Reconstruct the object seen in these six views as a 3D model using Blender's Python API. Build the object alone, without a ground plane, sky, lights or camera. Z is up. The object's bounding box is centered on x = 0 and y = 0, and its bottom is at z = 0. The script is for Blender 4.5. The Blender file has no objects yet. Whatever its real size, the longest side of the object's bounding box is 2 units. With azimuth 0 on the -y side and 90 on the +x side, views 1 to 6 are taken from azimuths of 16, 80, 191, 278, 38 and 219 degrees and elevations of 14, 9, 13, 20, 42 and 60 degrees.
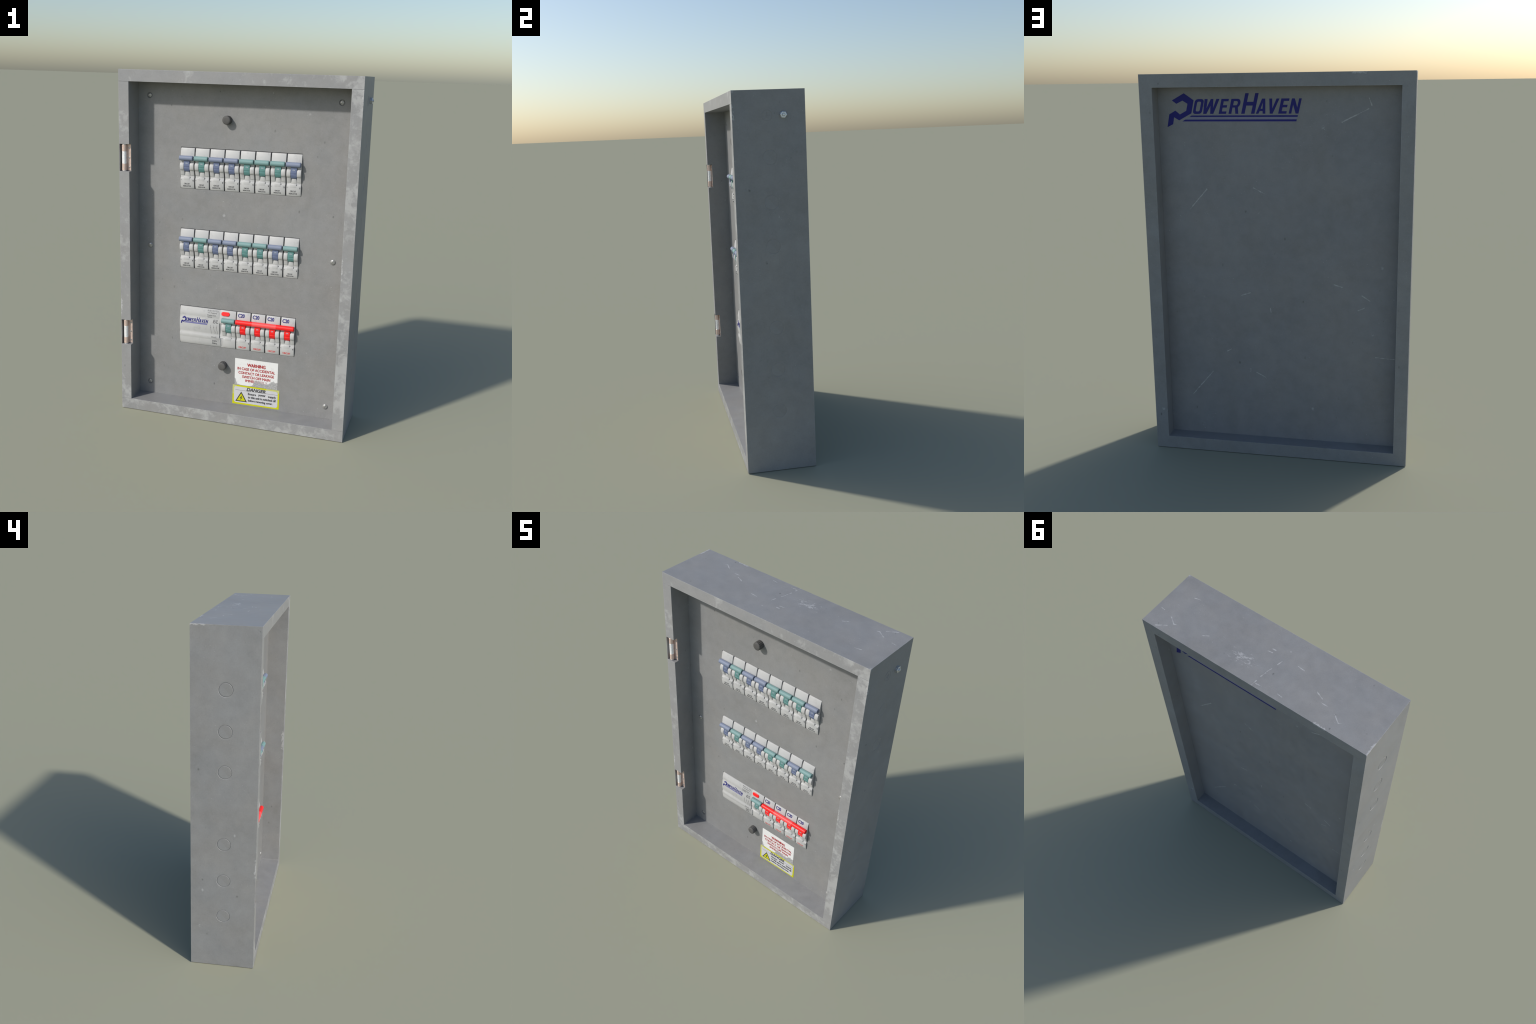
"""Grey steel distribution board: four-walled enclosure, recessed front cover with two rows of
circuit breakers, a main-switch row, thumb screws and warning labels; recessed back with a logo."""
import bpy, bmesh, math, random
from mathutils import Vector, Matrix

random.seed(7)
C = bpy.context

# ----------------------------------------------------------------------------- sizes (metres)
X0, X1 = -0.6855, 0.6670        # outside of the enclosure (a bolt reaches x = 0.6855)
YF, YB = -0.1862, 0.1862         # front and back rims
ZT = 2.0
FX0, FX1 = -0.6248, 0.605       # front opening
BX0, BX1 = -0.620, 0.600        # back opening
OZ0, OZ1 = 0.065, 1.936         # openings, bottom and top
PY = -0.0572                    # face of the front cover
BY = 0.1065                     # face of the back panel
PITCH, MODW, MODH = 0.0886, 0.081, 0.2305
ROW_Z = (1.351, 0.8852, 0.4194)
ROW_X = (-0.3628, -0.3605, -0.3605)

# ----------------------------------------------------------------------------- node helpers
class Nodes:
    def __init__(self, name):
        self.mat = bpy.data.materials.new(name)
        self.mat.use_nodes = True
        self.t = self.mat.node_tree
        self.t.nodes.clear()
        self.out = self.t.nodes.new('ShaderNodeOutputMaterial')
        self.bsdf = self.t.nodes.new('ShaderNodeBsdfPrincipled')
        self.t.links.new(self.bsdf.outputs[0], self.out.inputs[0])
        self._co = None

    def put(self, sock, v):
        if v is None:
            return
        if isinstance(v, bpy.types.NodeSocket):
            self.t.links.new(v, sock)
        elif isinstance(v, (tuple, list)) and sock.type == 'RGBA' and len(v) == 3:
            sock.default_value = (*v, 1)
        else:
            sock.default_value = v

    def node(self, kind, ins=(), **props):
        n = self.t.nodes.new(kind)
        for k, v in props.items():
            setattr(n, k, v)
        for i, v in (ins.items() if isinstance(ins, dict) else enumerate(ins)):
            self.put(n.inputs[i], v)
        return n

    @property
    def co(self):
        if self._co is None:
            self._co = self.node('ShaderNodeTexCoord').outputs['Object']
        return self._co

    def xyz(self):
        n = self.node('ShaderNodeSeparateXYZ', [self.co])
        return n.outputs[0], n.outputs[1], n.outputs[2]

    def math(self, op, a, b=None, c=None, clamp=False):
        return self.node('ShaderNodeMath', [a, b, c], operation=op, use_clamp=clamp).outputs[0]

    def vmath(self, op, a, b=None):
        n = self.node('ShaderNodeVectorMath', [a, b], operation=op)
        return n.outputs['Value'] if op in ('DOT_PRODUCT', 'LENGTH', 'DISTANCE') else n.outputs[0]

    def scale(self, vec, f):
        n = self.node('ShaderNodeVectorMath', [vec], operation='SCALE')
        self.put(n.inputs['Scale'], f)
        return n.outputs[0]

    def mapping(self, rot=(0, 0, 0), scale=(1, 1, 1), loc=(0, 0, 0), vec=None):
        n = self.node('ShaderNodeMapping', {'Vector': vec or self.co, 'Location': loc, 'Rotation': rot, 'Scale': scale})
        return n.outputs[0]

    def noise(self, scale, detail=3, rough=0.55, vec=None, distortion=0.0):
        n = self.node('ShaderNodeTexNoise', {'Vector': vec or self.co, 'Scale': scale, 'Detail': detail,
                                            'Roughness': rough, 'Distortion': distortion})
        return n.outputs[0]

    def ramp(self, v, lo, hi, a=0.0, b=1.0):
        n = self.node('ShaderNodeMapRange', {'Value': v, 'From Min': lo, 'From Max': hi, 'To Min': a, 'To Max': b})
        return n.outputs[0]

    def mix(self, f, a, b, mode='MIX'):
        n = self.node('ShaderNodeMix', data_type='RGBA', blend_type=mode)
        self.put(n.inputs[0], f)
        self.put(n.inputs[6], a)
        self.put(n.inputs[7], b)
        return n.outputs[2]

    def finish(self, color, rough=0.5, metal=0.0, spec=0.5, bump=None, strength=0.2, dist=0.001):
        self.put(self.bsdf.inputs['Base Color'], color)
        self.put(self.bsdf.inputs['Roughness'], rough)
        self.put(self.bsdf.inputs['Metallic'], metal)
        self.put(self.bsdf.inputs['Specular IOR Level'], spec)
        if bump is not None:
            b = self.node('ShaderNodeBump', {'Strength': strength, 'Distance': dist, 'Height': bump})
            self.t.links.new(b.outputs[0], self.bsdf.inputs['Normal'])
        return self.mat


def grey(v, tint=(1, 1, 1)):
    return tuple(v * c for c in tint)


# ----------------------------------------------------------------------------- materials
def segment_scratches(m, segs, width, soft=0.0014):
    """Union of thin scratches given as 3D segments: 1 on a scratch, 0 away from it."""
    wob = m.noise(55, 4, 0.6)
    best = None
    for a, b in segs:
        a, b = Vector(a), Vector(b)
        d = b - a
        pa = m.vmath('SUBTRACT', m.co, tuple(a))
        h = m.math('MULTIPLY', m.vmath('DOT_PRODUCT', pa, tuple(d)), 1.0 / max(d.dot(d), 1e-8), clamp=True)
        q = m.vmath('LENGTH', m.vmath('SUBTRACT', pa, m.scale(tuple(d), h)))
        best = q if best is None else m.math('MINIMUM', best, q)
    w = m.math('MULTIPLY', m.ramp(wob, 0.36, 0.62), width)
    return m.ramp(m.math('SUBTRACT', best, w), -soft, soft, 1, 0)


def painted_steel(name, base, segs=(), chips=(), scuff=None, metal=0.0, rough=0.5, front_wear=False):
    m = Nodes(name)
    big = m.noise(2.3, 6, 0.6, distortion=0.6)
    mid = m.noise(17, 5, 0.65)
    fine = m.noise(170, 3, 0.6)
    val = m.math('ADD', m.ramp(big, 0.3, 0.7, -0.07, 0.07), m.ramp(mid, 0.3, 0.7, -0.065, 0.065))
    val = m.math('ADD', val, m.ramp(fine, 0.25, 0.75, -0.055, 0.055))
    val = m.math('ADD', val, 1.0)
    warm = m.mix(m.ramp(m.noise(5.5, 3), 0.35, 0.65), grey(1, (1.012, 1.0, 0.985)), grey(1, (0.99, 1.0, 1.012)))
    col = m.mix(1.0, base, warm, 'MULTIPLY')
    vcol = m.node('ShaderNodeCombineXYZ', [val, val, val]).outputs[0]
    col = m.mix(1.0, col, vcol, 'MULTIPLY')

    # dark pits and short nicks
    pit = m.node('ShaderNodeTexVoronoi', {'Vector': m.mapping((0.5, 0.4, 0.9), (1.5, 1.0, 0.8)), 'Scale': 13.0, 'Randomness': 1.0})
    keep = m.math('GREATER_THAN', m.node('ShaderNodeSeparateColor', [pit.outputs['Color']]).outputs[0], 0.5)
    pitm = m.math('MULTIPLY', m.ramp(pit.outputs['Distance'], 0.045, 0.11, 1, 0), keep)
    pitm = m.math('MULTIPLY', pitm, m.ramp(m.noise(38, 3), 0.46, 0.58))
    col = m.mix(m.math('MULTIPLY', pitm, 0.62), col, grey(0.085))
    # fine speckle of dust
    dust = m.ramp(m.noise(95, 2, 0.5), 0.665, 0.73)
    col = m.mix(m.math('MULTIPLY', dust, 0.18), col, grey(0.13))

    # hairline scratches in three directions, kept in patches
    light = grey(0.50, (1.0, 1.0, 1.02))
    scr = None
    for k, rot in enumerate(((0.35, 0.75, 0.5), (0.2, -0.95, 0.95), (-0.3, 0.35, -0.6))):
        n = m.noise(1.0, 2, 0.5, vec=m.mapping(scale=(11 + k * 4, 230, 230), loc=(3.1 * k, 1.7, 0.4), vec=m.mapping(rot=rot)))
        s = m.ramp(n, 0.725, 0.76)
        s = m.math('MULTIPLY', s, m.ramp(m.noise(4.2, 2, vec=m.mapping(loc=(7.0 * k, 2, 5))), 0.53, 0.62))
        scr = s if scr is None else m.math('MAXIMUM', scr, s)
    chip = m.node('ShaderNodeTexVoronoi', {'Vector': m.mapping((0.2, 1.0, 0.3), (1.0, 1.35, 0.9), (4, 1, 9)), 'Scale': 8.0})
    chipk = m.math('GREATER_THAN', m.node('ShaderNodeSeparateColor', [chip.outputs['Color']]).outputs[1], 0.45)
    chipm = m.math('MULTIPLY', m.ramp(chip.outputs['Distance'], 0.03, 0.085, 1, 0), chipk)
    chipm = m.math('MULTIPLY', chipm, m.ramp(m.noise(60, 2), 0.42, 0.55))
    scr = m.math('MAXIMUM', scr, m.math('MULTIPLY', chipm, 0.8))
    col = m.mix(m.math('MULTIPLY', scr, 0.66), col, light)

    if front_wear:
        x, y, z = m.xyz()
        rim = m.math('LESS_THAN', y, YF + 0.0006)
        blot = m.noise(19, 5, 0.62, distortion=0.35)
        area = m.noise(3.1, 2, 0.5, vec=m.mapping(loc=(2.3, 4.0, 0.7)))
        # the lock side and the foot of the frame are rubbed most
        rightm = m.ramp(x, 0.55, 0.62)
        lowm = m.ramp(z, 0.09, 0.05)
        zone = m.math('MAXIMUM', m.math('MULTIPLY', rightm, 0.10), m.math('MULTIPLY', lowm, 0.12))
        f = m.math('ADD', m.math('ADD', blot, m.math('MULTIPLY', m.math('SUBTRACT', area, 0.5), 0.55)), zone)
        f = m.math('MULTIPLY', m.ramp(f, 0.57, 0.72), rim)
        col = m.mix(m.math('MULTIPLY', f, 0.52), col, grey(0.48, (0.99, 1.0, 0.99)))
        col = m.mix(m.math('MULTIPLY', rim, 0.18), col, grey(0.38))
        # paler line along the arrises, broken up by noise
        geo = m.node('ShaderNodeNewGeometry')
        bev = m.node('ShaderNodeBevel', [0.0055], samples=6)
        dot = m.vmath('DOT_PRODUCT', bev.outputs[0], geo.outputs['Normal'])
        edge = m.math('MULTIPLY', m.ramp(dot, 0.97, 0.80), m.ramp(m.noise(30, 4, 0.6), 0.40, 0.62, 0.15, 1.0))
        col = m.mix(m.math('MULTIPLY', edge, 0.5), col, grey(0.52))
    if scuff:
        (cx, cy, cz), (rx, ry, rz) = scuff
        p = m.vmath('SUBTRACT', m.co, (cx, cy, cz))
        p = m.vmath('MULTIPLY', p, (1 / rx, 1 / ry, 1 / rz))
        blob = m.ramp(m.vmath('LENGTH', p), 0.25, 1.0, 1, 0)
        vein = m.noise(34, 5, 0.68, vec=m.mapping((0, 0, -0.35), (1.0, 2.3, 1.0)), distortion=0.9)
        s = m.ramp(m.math('ADD', vein, m.math('MULTIPLY', m.math('SUBTRACT', blob, 0.5), 0.16)), 0.575, 0.645)
        s = m.math('MULTIPLY', s, m.ramp(blob, 0.0, 0.2))
        col = m.mix(m.math('MULTIPLY', s, 0.60), col, grey(0.48))
    if segs:
        s = segment_scratches(m, segs, 0.0032)
        col = m.mix(m.math('MULTIPLY', s, 0.66), col, grey(0.50))
    if chips:
        ragged = m.math('MULTIPLY', segment_scratches(m, chips, 0.011, 0.002), m.ramp(m.noise(75, 4, 0.6), 0.40, 0.52))
        col = m.mix(m.math('MULTIPLY', ragged, 0.7), col, grey(0.50))
    r = m.ramp(mid, 0.3, 0.7, rough - 0.07, rough + 0.07)
    return m.finish(col, r, metal, 0.3, bump=m.math('ADD', m.math('MULTIPLY', mid, 0.6), m.math('MULTIPLY', fine, 0.4)),
                    strength=0.16, dist=0.0012)


def plastic(name, color, rough=0.42, smudge=0.0, jitter=0.03):
    m = Nodes(name)
    n = m.noise(30, 4, 0.6)
    info = m.node('ShaderNodeObjectInfo')
    v = m.math('ADD', m.ramp(n, 0.3, 0.7, 1 - jitter, 1 + jitter),
               m.math('MULTIPLY', m.math('SUBTRACT', info.outputs['Random'], 0.5), jitter))
    col = m.mix(1.0, color, m.node('ShaderNodeCombineXYZ', [v, v, v]).outputs[0], 'MULTIPLY')
    if smudge:
        off = m.node('ShaderNodeCombineXYZ', [m.math('MULTIPLY', info.outputs['Random'], 9.0), 0.0, 0.0]).outputs[0]
        g = m.noise(26, 5, 0.65, vec=m.vmath('ADD', m.co, off))
        col = m.mix(m.math('MULTIPLY', m.ramp(g, 0.56, 0.72), smudge), col, grey(0.25))
    return m.finish(col, rough, 0, 0.4)


def steel(name, color, rough, metal=1.0):
    m = Nodes(name)
    n = m.noise(120, 3)
    v = m.ramp(n, 0.3, 0.7, 0.88, 1.08)
    col = m.mix(1.0, color, m.node('ShaderNodeCombineXYZ', [v, v, v]).outputs[0], 'MULTIPLY')
    return m.finish(col, m.ramp(n, 0.3, 0.7, rough - 0.05, rough + 0.08), metal)


# scratches seen on the lid (x, y pairs) and on the back (x, z pairs)
LID = [(0.557, 0.088, 0.516, 0.117), (0.516, 0.117, 0.504, 0.112), (0.589, 0.175, 0.539, 0.142), (0.641, 0.068, 0.617, 0.072),
       (0.542, -0.077, 0.507, -0.085), (-0.028, 0.182, -0.032, 0.148), (-0.034, 0.117, -0.041, 0.087), (-0.040, 0.076, -0.049, 0.049),
       (-0.057, 0.015, -0.064, -0.015), (-0.040, 0.164, -0.071, 0.161), (0.031, -0.026, 0.007, -0.030), (0.018, -0.050, 0.001, -0.051),
       (-0.160, 0.152, -0.189, 0.155), (-0.144, -0.037, -0.184, -0.032), (-0.306, 0.033, -0.347, 0.051), (-0.355, 0.071, -0.389, 0.072),
       (-0.443, 0.088, -0.486, 0.120), (-0.486, 0.120, -0.496, 0.112), (0.351, 0.088, 0.325, 0.072)]
REAR = [(0.453, 1.319, 0.359, 1.425), (-0.333, 1.762, -0.461, 1.825), (0.113, 1.435, 0.058, 1.406), (-0.463, 1.875, -0.477, 1.840),
        (0.477, 0.289, 0.357, 0.431), (0.275, 0.551, 0.252, 0.564), (0.115, 0.439, 0.068, 0.415), (-0.442, 0.890, -0.483, 0.863),
        (-0.422, 0.810, -0.456, 0.826), (0.190, 0.866, 0.142, 0.882), (0.036, 0.803, 0.033, 0.781), (-0.298, 0.944, -0.339, 0.931),
        (-0.515, 0.561, -0.611, 0.556)]
# ragged chips along worn arrises
CHIPS = [((X0, 0.115, ZT), (X0, YB, ZT)), ((-0.455, YB, ZT), (-0.395, YB, ZT)), ((FX1, YF + 0.006, 0.94), (FX1, YF + 0.006, 1.06)),
         ((X0, YF, 0.60), (X0, YF, 0.70)), ((X1, YF, 1.86), (X1, YF, 1.93)), ((0.60, 0.0, ZT), (X1, 0.01, ZT))]
lid_segs = [((a, b, ZT), (c, d, ZT)) for a, b, c, d in LID]
rear_segs = [((a, BY, b), (c, BY, d)) for a, b, c, d in REAR]

STEEL_BASE = (0.252, 0.253, 0.253)
M_FRAME = painted_steel('grey_painted_steel_frame', STEEL_BASE, segs=lid_segs, chips=CHIPS[:-1], scuff=((0.108, 0.080, ZT), (0.105, 0.062, 0.03)), front_wear=True)
M_COVER = painted_steel('grey_painted_steel_cover', (0.240, 0.240, 0.238))
M_BACK = painted_steel('grey_painted_steel_back', (0.240, 0.240, 0.246), segs=rear_segs)
M_WHITE = plastic('white_plastic', (0.480, 0.480, 0.474), 0.5, smudge=0.34)
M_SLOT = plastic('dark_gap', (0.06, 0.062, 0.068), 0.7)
M_BLUE = plastic('blue_plastic', (0.200, 0.235, 0.325), 0.55)
M_BLUE_DARK = plastic('blue_plastic_baked_shade', (0.135, 0.168, 0.275), 0.55)  # lever blue and teal deepened to carry the shading below the bar
M_TEAL = plastic('teal_plastic', (0.185, 0.315, 0.310), 0.55)
M_TEAL_DARK = plastic('teal_plastic_baked_shade', (0.110, 0.250, 0.240), 0.55)
M_BLACK = plastic('black_rubber', (0.090, 0.088, 0.085), 0.65, jitter=0.15)
M_INK = plastic('black_ink', (0.035, 0.035, 0.038), 0.6)
M_FAINT = plastic('faint_grey_ink', (0.26, 0.26, 0.26), 0.6)
M_GREYINK = plastic('grey_ink', (0.12, 0.12, 0.125), 0.6)
M_DANGER = plastic('label_black_ink', (0.060, 0.060, 0.065), 0.6)
M_NAVY = plastic('navy_blue_ink', (0.014, 0.014, 0.165), 0.7)
M_NAVY_BAND = plastic('pale_navy_ink', (0.165, 0.165, 0.34), 0.5)
M_BACK_BAND = plastic('faded_navy_ink', (0.215, 0.215, 0.295), 0.5)
M_REDINK = plastic('red_ink', (0.70, 0.035, 0.03), 0.5)
M_STEEL = steel('zinc_plated_steel', (0.62, 0.64, 0.67), 0.32)
M_SCREW = steel('dull_steel', (0.40, 0.40, 0.39), 0.33, 0.55)
M_PIN = steel('bright_steel', (0.96, 0.96, 0.96), 0.40, 0.3)  # base lifted near white for the sun glint on the barrel
M_BRONZE = steel('coppery_bronze', (0.74, 0.575, 0.495), 0.40, 0.35)
M_PALE = plastic('white_lever_ink', (0.40, 0.45, 0.50), 0.5)


def red_plastic():
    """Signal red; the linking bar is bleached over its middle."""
    m = Nodes('red_plastic')
    x, y, z = m.xyz()
    bleach = m.math('MULTIPLY', m.math('GREATER_THAN', x, 0.091), m.math('LESS_THAN', x, 0.234))
    bleach = m.math('MULTIPLY', bleach, m.math('GREATER_THAN', z, 0.3))
    col = m.mix(bleach, (0.86, 0.016, 0.016), (0.92, 0.085, 0.085))
    return m.finish(col, 0.4, 0, 0.4)


M_RED = red_plastic()


def torn_mask(m):
    """Ragged tear along the foot of the paper label."""
    x, y, z = m.xyz()
    c = m.node('ShaderNodeFloatCurve', {'Value': m.ramp(x, -0.0135, 0.2505)})
    cv = c.mapping.curves[0]
    pts = ((0.0, 0.62), (0.03, 0.48), (0.085, 0.05), (0.37, 0.05), (0.43, 0.22), (0.51, 0.62), (0.58, 0.55), (0.66, 0.40),
           (0.75, 0.40), (0.83, 0.58), (0.90, 0.72), (0.96, 0.66), (1.0, 0.76))
    cv.points[0].location, cv.points[1].location = pts[0], pts[-1]
    for p in pts[1:-1]:
        cv.points.new(*p)
    c.mapping.update()
    h = m.ramp(c.outputs[0], 0, 1, 0.196, 0.266)
    n = m.math('MULTIPLY', m.math('SUBTRACT', m.noise(150, 5, 0.7), 0.5), 0.026)
    return m.ramp(m.math('SUBTRACT', m.math('ADD', z, n), h), -0.0016, 0.0016, 1, 0)


def label_paper():
    m = Nodes('torn_white_label_paper')
    t = torn_mask(m)
    g = m.noise(34, 5, 0.65)
    paper = m.mix(m.math('MULTIPLY', m.ramp(g, 0.54, 0.72), 0.45), (0.74, 0.74, 0.73), grey(0.42))
    residue = m.mix(m.ramp(m.noise(120, 4, 0.65), 0.42, 0.62), grey(0.300), grey(0.45))
    return m.finish(m.mix(t, paper, residue), 0.6, 0, 0.3)


def label_red_ink():
    m = Nodes('dark_red_label_ink')
    x, y, z = m.xyz()
    gone = m.math('MULTIPLY', m.ramp(x, 0.102, 0.110), m.ramp(z, 0.2425, 0.2385))   # end of the last line is rubbed off
    gone = m.math('MULTIPLY', gone, m.ramp(m.noise(130, 3), 0.35, 0.6, 0.95, 0.6))
    t = m.math('MAXIMUM', m.math('MULTIPLY', torn_mask(m), 0.9), gone)
    return m.finish(m.mix(t, (0.38, 0.030, 0.034), (0.46, 0.41, 0.41)), 0.6, 0, 0.3)


def label_yellow(name, bleach=True):
    m = Nodes(name)
    x, y, z = m.xyz()
    a = m.math('MULTIPLY', m.math('LESS_THAN', x, 0.0), m.math('GREATER_THAN', z, 0.138))
    b = m.math('MULTIPLY', m.math('GREATER_THAN', x, 0.184), m.math('GREATER_THAN', z, 0.178))
    f = m.math('MULTIPLY', m.math('MAXIMUM', a, b), m.ramp(m.noise(30, 3), 0.3, 0.7, 0.55, 0.95))
    if not bleach:
        f = 0.0
    return m.finish(m.mix(f, (0.54, 0.54, 0.004), (0.50, 0.51, 0.24)), 0.5, 0, 0.3)


M_PAPER, M_LABEL_RED = label_paper(), label_red_ink()
M_YELLOW, M_YELLOW2 = label_yellow('worn_yellow_border'), label_yellow('yellow_symbol', False)
M_PANEL_WHITE = plastic('danger_label_white', (0.55, 0.55, 0.565), 0.5, smudge=0.25)

# ----------------------------------------------------------------------------- mesh helpers
ROOT = bpy.data.objects.new('distribution_board', None)
C.collection.objects.link(ROOT)
ROOT['label'] = 'grey steel electrical distribution board with breaker rows and warning labels'
ROOT['category'] = 'fuse box'


def add(name, mesh, mats, parent=ROOT, loc=(0, 0, 0), stuff=False):
    o = bpy.data.objects.new(name, mesh)
    C.collection.objects.link(o)
    if mats is not None and not mesh.materials:
        for mt in (mats if isinstance(mats, (list, tuple)) else (mats,)):
            mesh.materials.append(mt)
    o.parent = parent
    o.location = loc
    if stuff:
        o['kind'] = 'stuff'
    return o


def copy(o, parent, loc=(0, 0, 0)):
    k = o.copy()
    C.collection.objects.link(k)
    k.parent = parent
    k.location = loc
    return k


def to_mesh(bm, name, smooth=None):
    bmesh.ops.recalc_face_normals(bm, faces=bm.faces)
    me = bpy.data.meshes.new(name)
    bm.to_mesh(me)
    bm.free()
    if smooth is not None:
        smooth_by_angle(me, smooth)
    return me


def smooth_by_angle(me, deg):
    for p in me.polygons:
        p.use_smooth = True
    me.set_sharp_from_angle(angle=math.radians(deg))


def bm_box(bm, x0, x1, y0, y1, z0, z1, mat=0):
    vs = [bm.verts.new((x, y, z)) for x in (x0, x1) for y in (y0, y1) for z in (z0, z1)]
    for f in ((0, 1, 3, 2), (4, 6, 7, 5), (0, 4, 5, 1), (2, 3, 7, 6), (0, 2, 6, 4), (1, 5, 7, 3)):
        bm.faces.new([vs[i] for i in f]).material_index = mat


def bm_prism(bm, prof, x0, x1, mat=0):
    """Side profile of (height, outward) pairs swept along x; outward is -y."""
    a = [bm.verts.new((x0, -o, z)) for z, o in prof]
    b = [bm.verts.new((x1, -o, z)) for z, o in prof]
    n = len(prof)
    fs = [bm.faces.new(a), bm.faces.new(b[::-1])]
    fs += [bm.faces.new((a[i], b[i], b[(i + 1) % n], a[(i + 1) % n])) for i in range(n)]
    for f in fs:
        f.material_index = mat


def bm_lathe(bm, prof, axis, centre, n=32, mat=0):
    """Revolve (along, radius) pairs about an axis through centre."""
    ax = Vector(axis)
    u = ax.orthogonal().normalized()
    v = ax.cross(u)
    rings = []
    for h, r in prof:
        if r < 1e-7:
            rings.append([bm.verts.new(Vector(centre) + ax * h)])
        else:
            rings.append([bm.verts.new(Vector(centre) + ax * h + (u * math.cos(t) + v * math.sin(t)) * r)
                          for t in (2 * math.pi * i / n for i in range(n))])
    for r0, r1 in zip(rings, rings[1:]):
        for i in range(n):
            a, b = r0[i % len(r0)], r0[(i + 1) % len(r0)]
            c, d = r1[(i + 1) % len(r1)], r1[i % len(r1)]
            vs = []
            for q in (a, b, c, d):
                if q not in vs:
                    vs.append(q)
            if len(vs) > 2:
                bm.faces.new(vs).material_index = mat


def bevelled(me, width, deg=35, segs=2):
    o = bpy.data.objects.new('helper', me)
    C.collection.objects.link(o)
    b = o.modifiers.new('b', 'BEVEL')
    b.width, b.segments, b.limit_method, b.angle_limit = width, segs, 'ANGLE', math.radians(deg)
    b.use_clamp_overlap = True
    return baked(o, me.name)


def baked(o, name):
    dg = C.evaluated_depsgraph_get()
    me = bpy.data.meshes.new_from_object(o.evaluated_get(dg))
    me.name = name
    bpy.data.objects.remove(o)
    return me


def carve(me, cutters):
    """Subtract the union of cutter meshes (one bmesh of separate closed solids)."""
    o = bpy.data.objects.new('helper', me)
    c = bpy.data.objects.new('helper_cut', cutters)
    C.collection.objects.link(o)
    C.collection.objects.link(c)
    b = o.modifiers.new('d', 'BOOLEAN')
    b.operation, b.solver, b.object = 'DIFFERENCE', 'EXACT', c
    b.use_self = True
    r = baked(o, me.name)
    bpy.data.objects.remove(c)
    return r


def text_mesh(body, bold=0.0, shear=0.0, spacing=1.0, extrude=0.01):
    cu = bpy.data.curves.new('helper_text', 'FONT')
    cu.body, cu.size, cu.offset, cu.shear, cu.extrude = body, 1.0, bold, shear, extrude
    cu.space_character = spacing
    cu.resolution_u = 4
    o = bpy.data.objects.new('helper_text', cu)
    C.collection.objects.link(o)
    me = baked(o, 'text')
    bpy.data.curves.remove(cu)
    return me


def words(body, x0, x1, z0, z1, surf, weight=0.0, shear=0.0, spacing=1.0, proud=0.0005):
    """A line of lettering fitted into a box; weight thickens the strokes by stacking shifted copies."""
    out = []
    shifts = [(0, 0)] if weight <= 0 else [(-1, 0), (1, 0), (0, -0.8), (0, 0.8), (0, 0)]
    for k, (a, b) in enumerate(shifts):
        dx, dz = a * weight, b * weight
        out.append(lay(text_mesh(body, 0.0, shear, spacing), x0 + weight + dx, x1 - weight + dx,
                       z0 + weight * 0.8 + dz, z1 - weight * 0.8 + dz, surf, proud + 0.00006 * k))
    return joined(out, 'lettering')


def lay(me, x0, x1, z0, z1, surf, proud=0.0005, side=-1):
    """Fit a flat drawing into a rectangle and lay it on a surface y = surf(z)."""
    xs = [v.co.x for v in me.vertices]
    ys = [v.co.y for v in me.vertices]
    ax, bx, ay, by = min(xs), max(xs), min(ys), max(ys)
    for v in me.vertices:
        z = z0 + (v.co.y - ay) / (by - ay) * (z1 - z0)
        x = x0 + (v.co.x - ax) / (bx - ax) * (x1 - x0)
        v.co = Vector((x, surf(z) + side * (proud if v.co.z > 0 else -0.0008), z))
    if side > 0:
        pass
    return me


def joined(meshes, name):
    bm = bmesh.new()
    for me in meshes:
        bm.from_mesh(me)
    return to_mesh(bm, name)


def outline_mesh(polys, depth=0.01):
    """Flat shape from closed outlines (inner loops become holes)."""
    cu = bpy.data.curves.new('helper_outline', 'CURVE')
    cu.dimensions, cu.fill_mode, cu.extrude = '2D', 'BOTH', depth
    for poly in polys:
        s = cu.splines.new('POLY')
        s.points.add(len(poly) - 1)
        for p, (x, y) in zip(s.points, poly):
            p.co = (x, y, 0, 1)
        s.use_cyclic_u = True
    o = bpy.data.objects.new('helper_outline', cu)
    C.collection.objects.link(o)
    me = baked(o, 'outline')
    bpy.data.curves.remove(cu)
    return me


# ----------------------------------------------------------------------------- enclosure
HINGE_Z = ((1.4410, 1.5940), (0.4095, 0.5615))
KNOCK_Z = (1.667, 1.440, 1.2137, 0.7868, 0.560, 0.3325)


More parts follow.
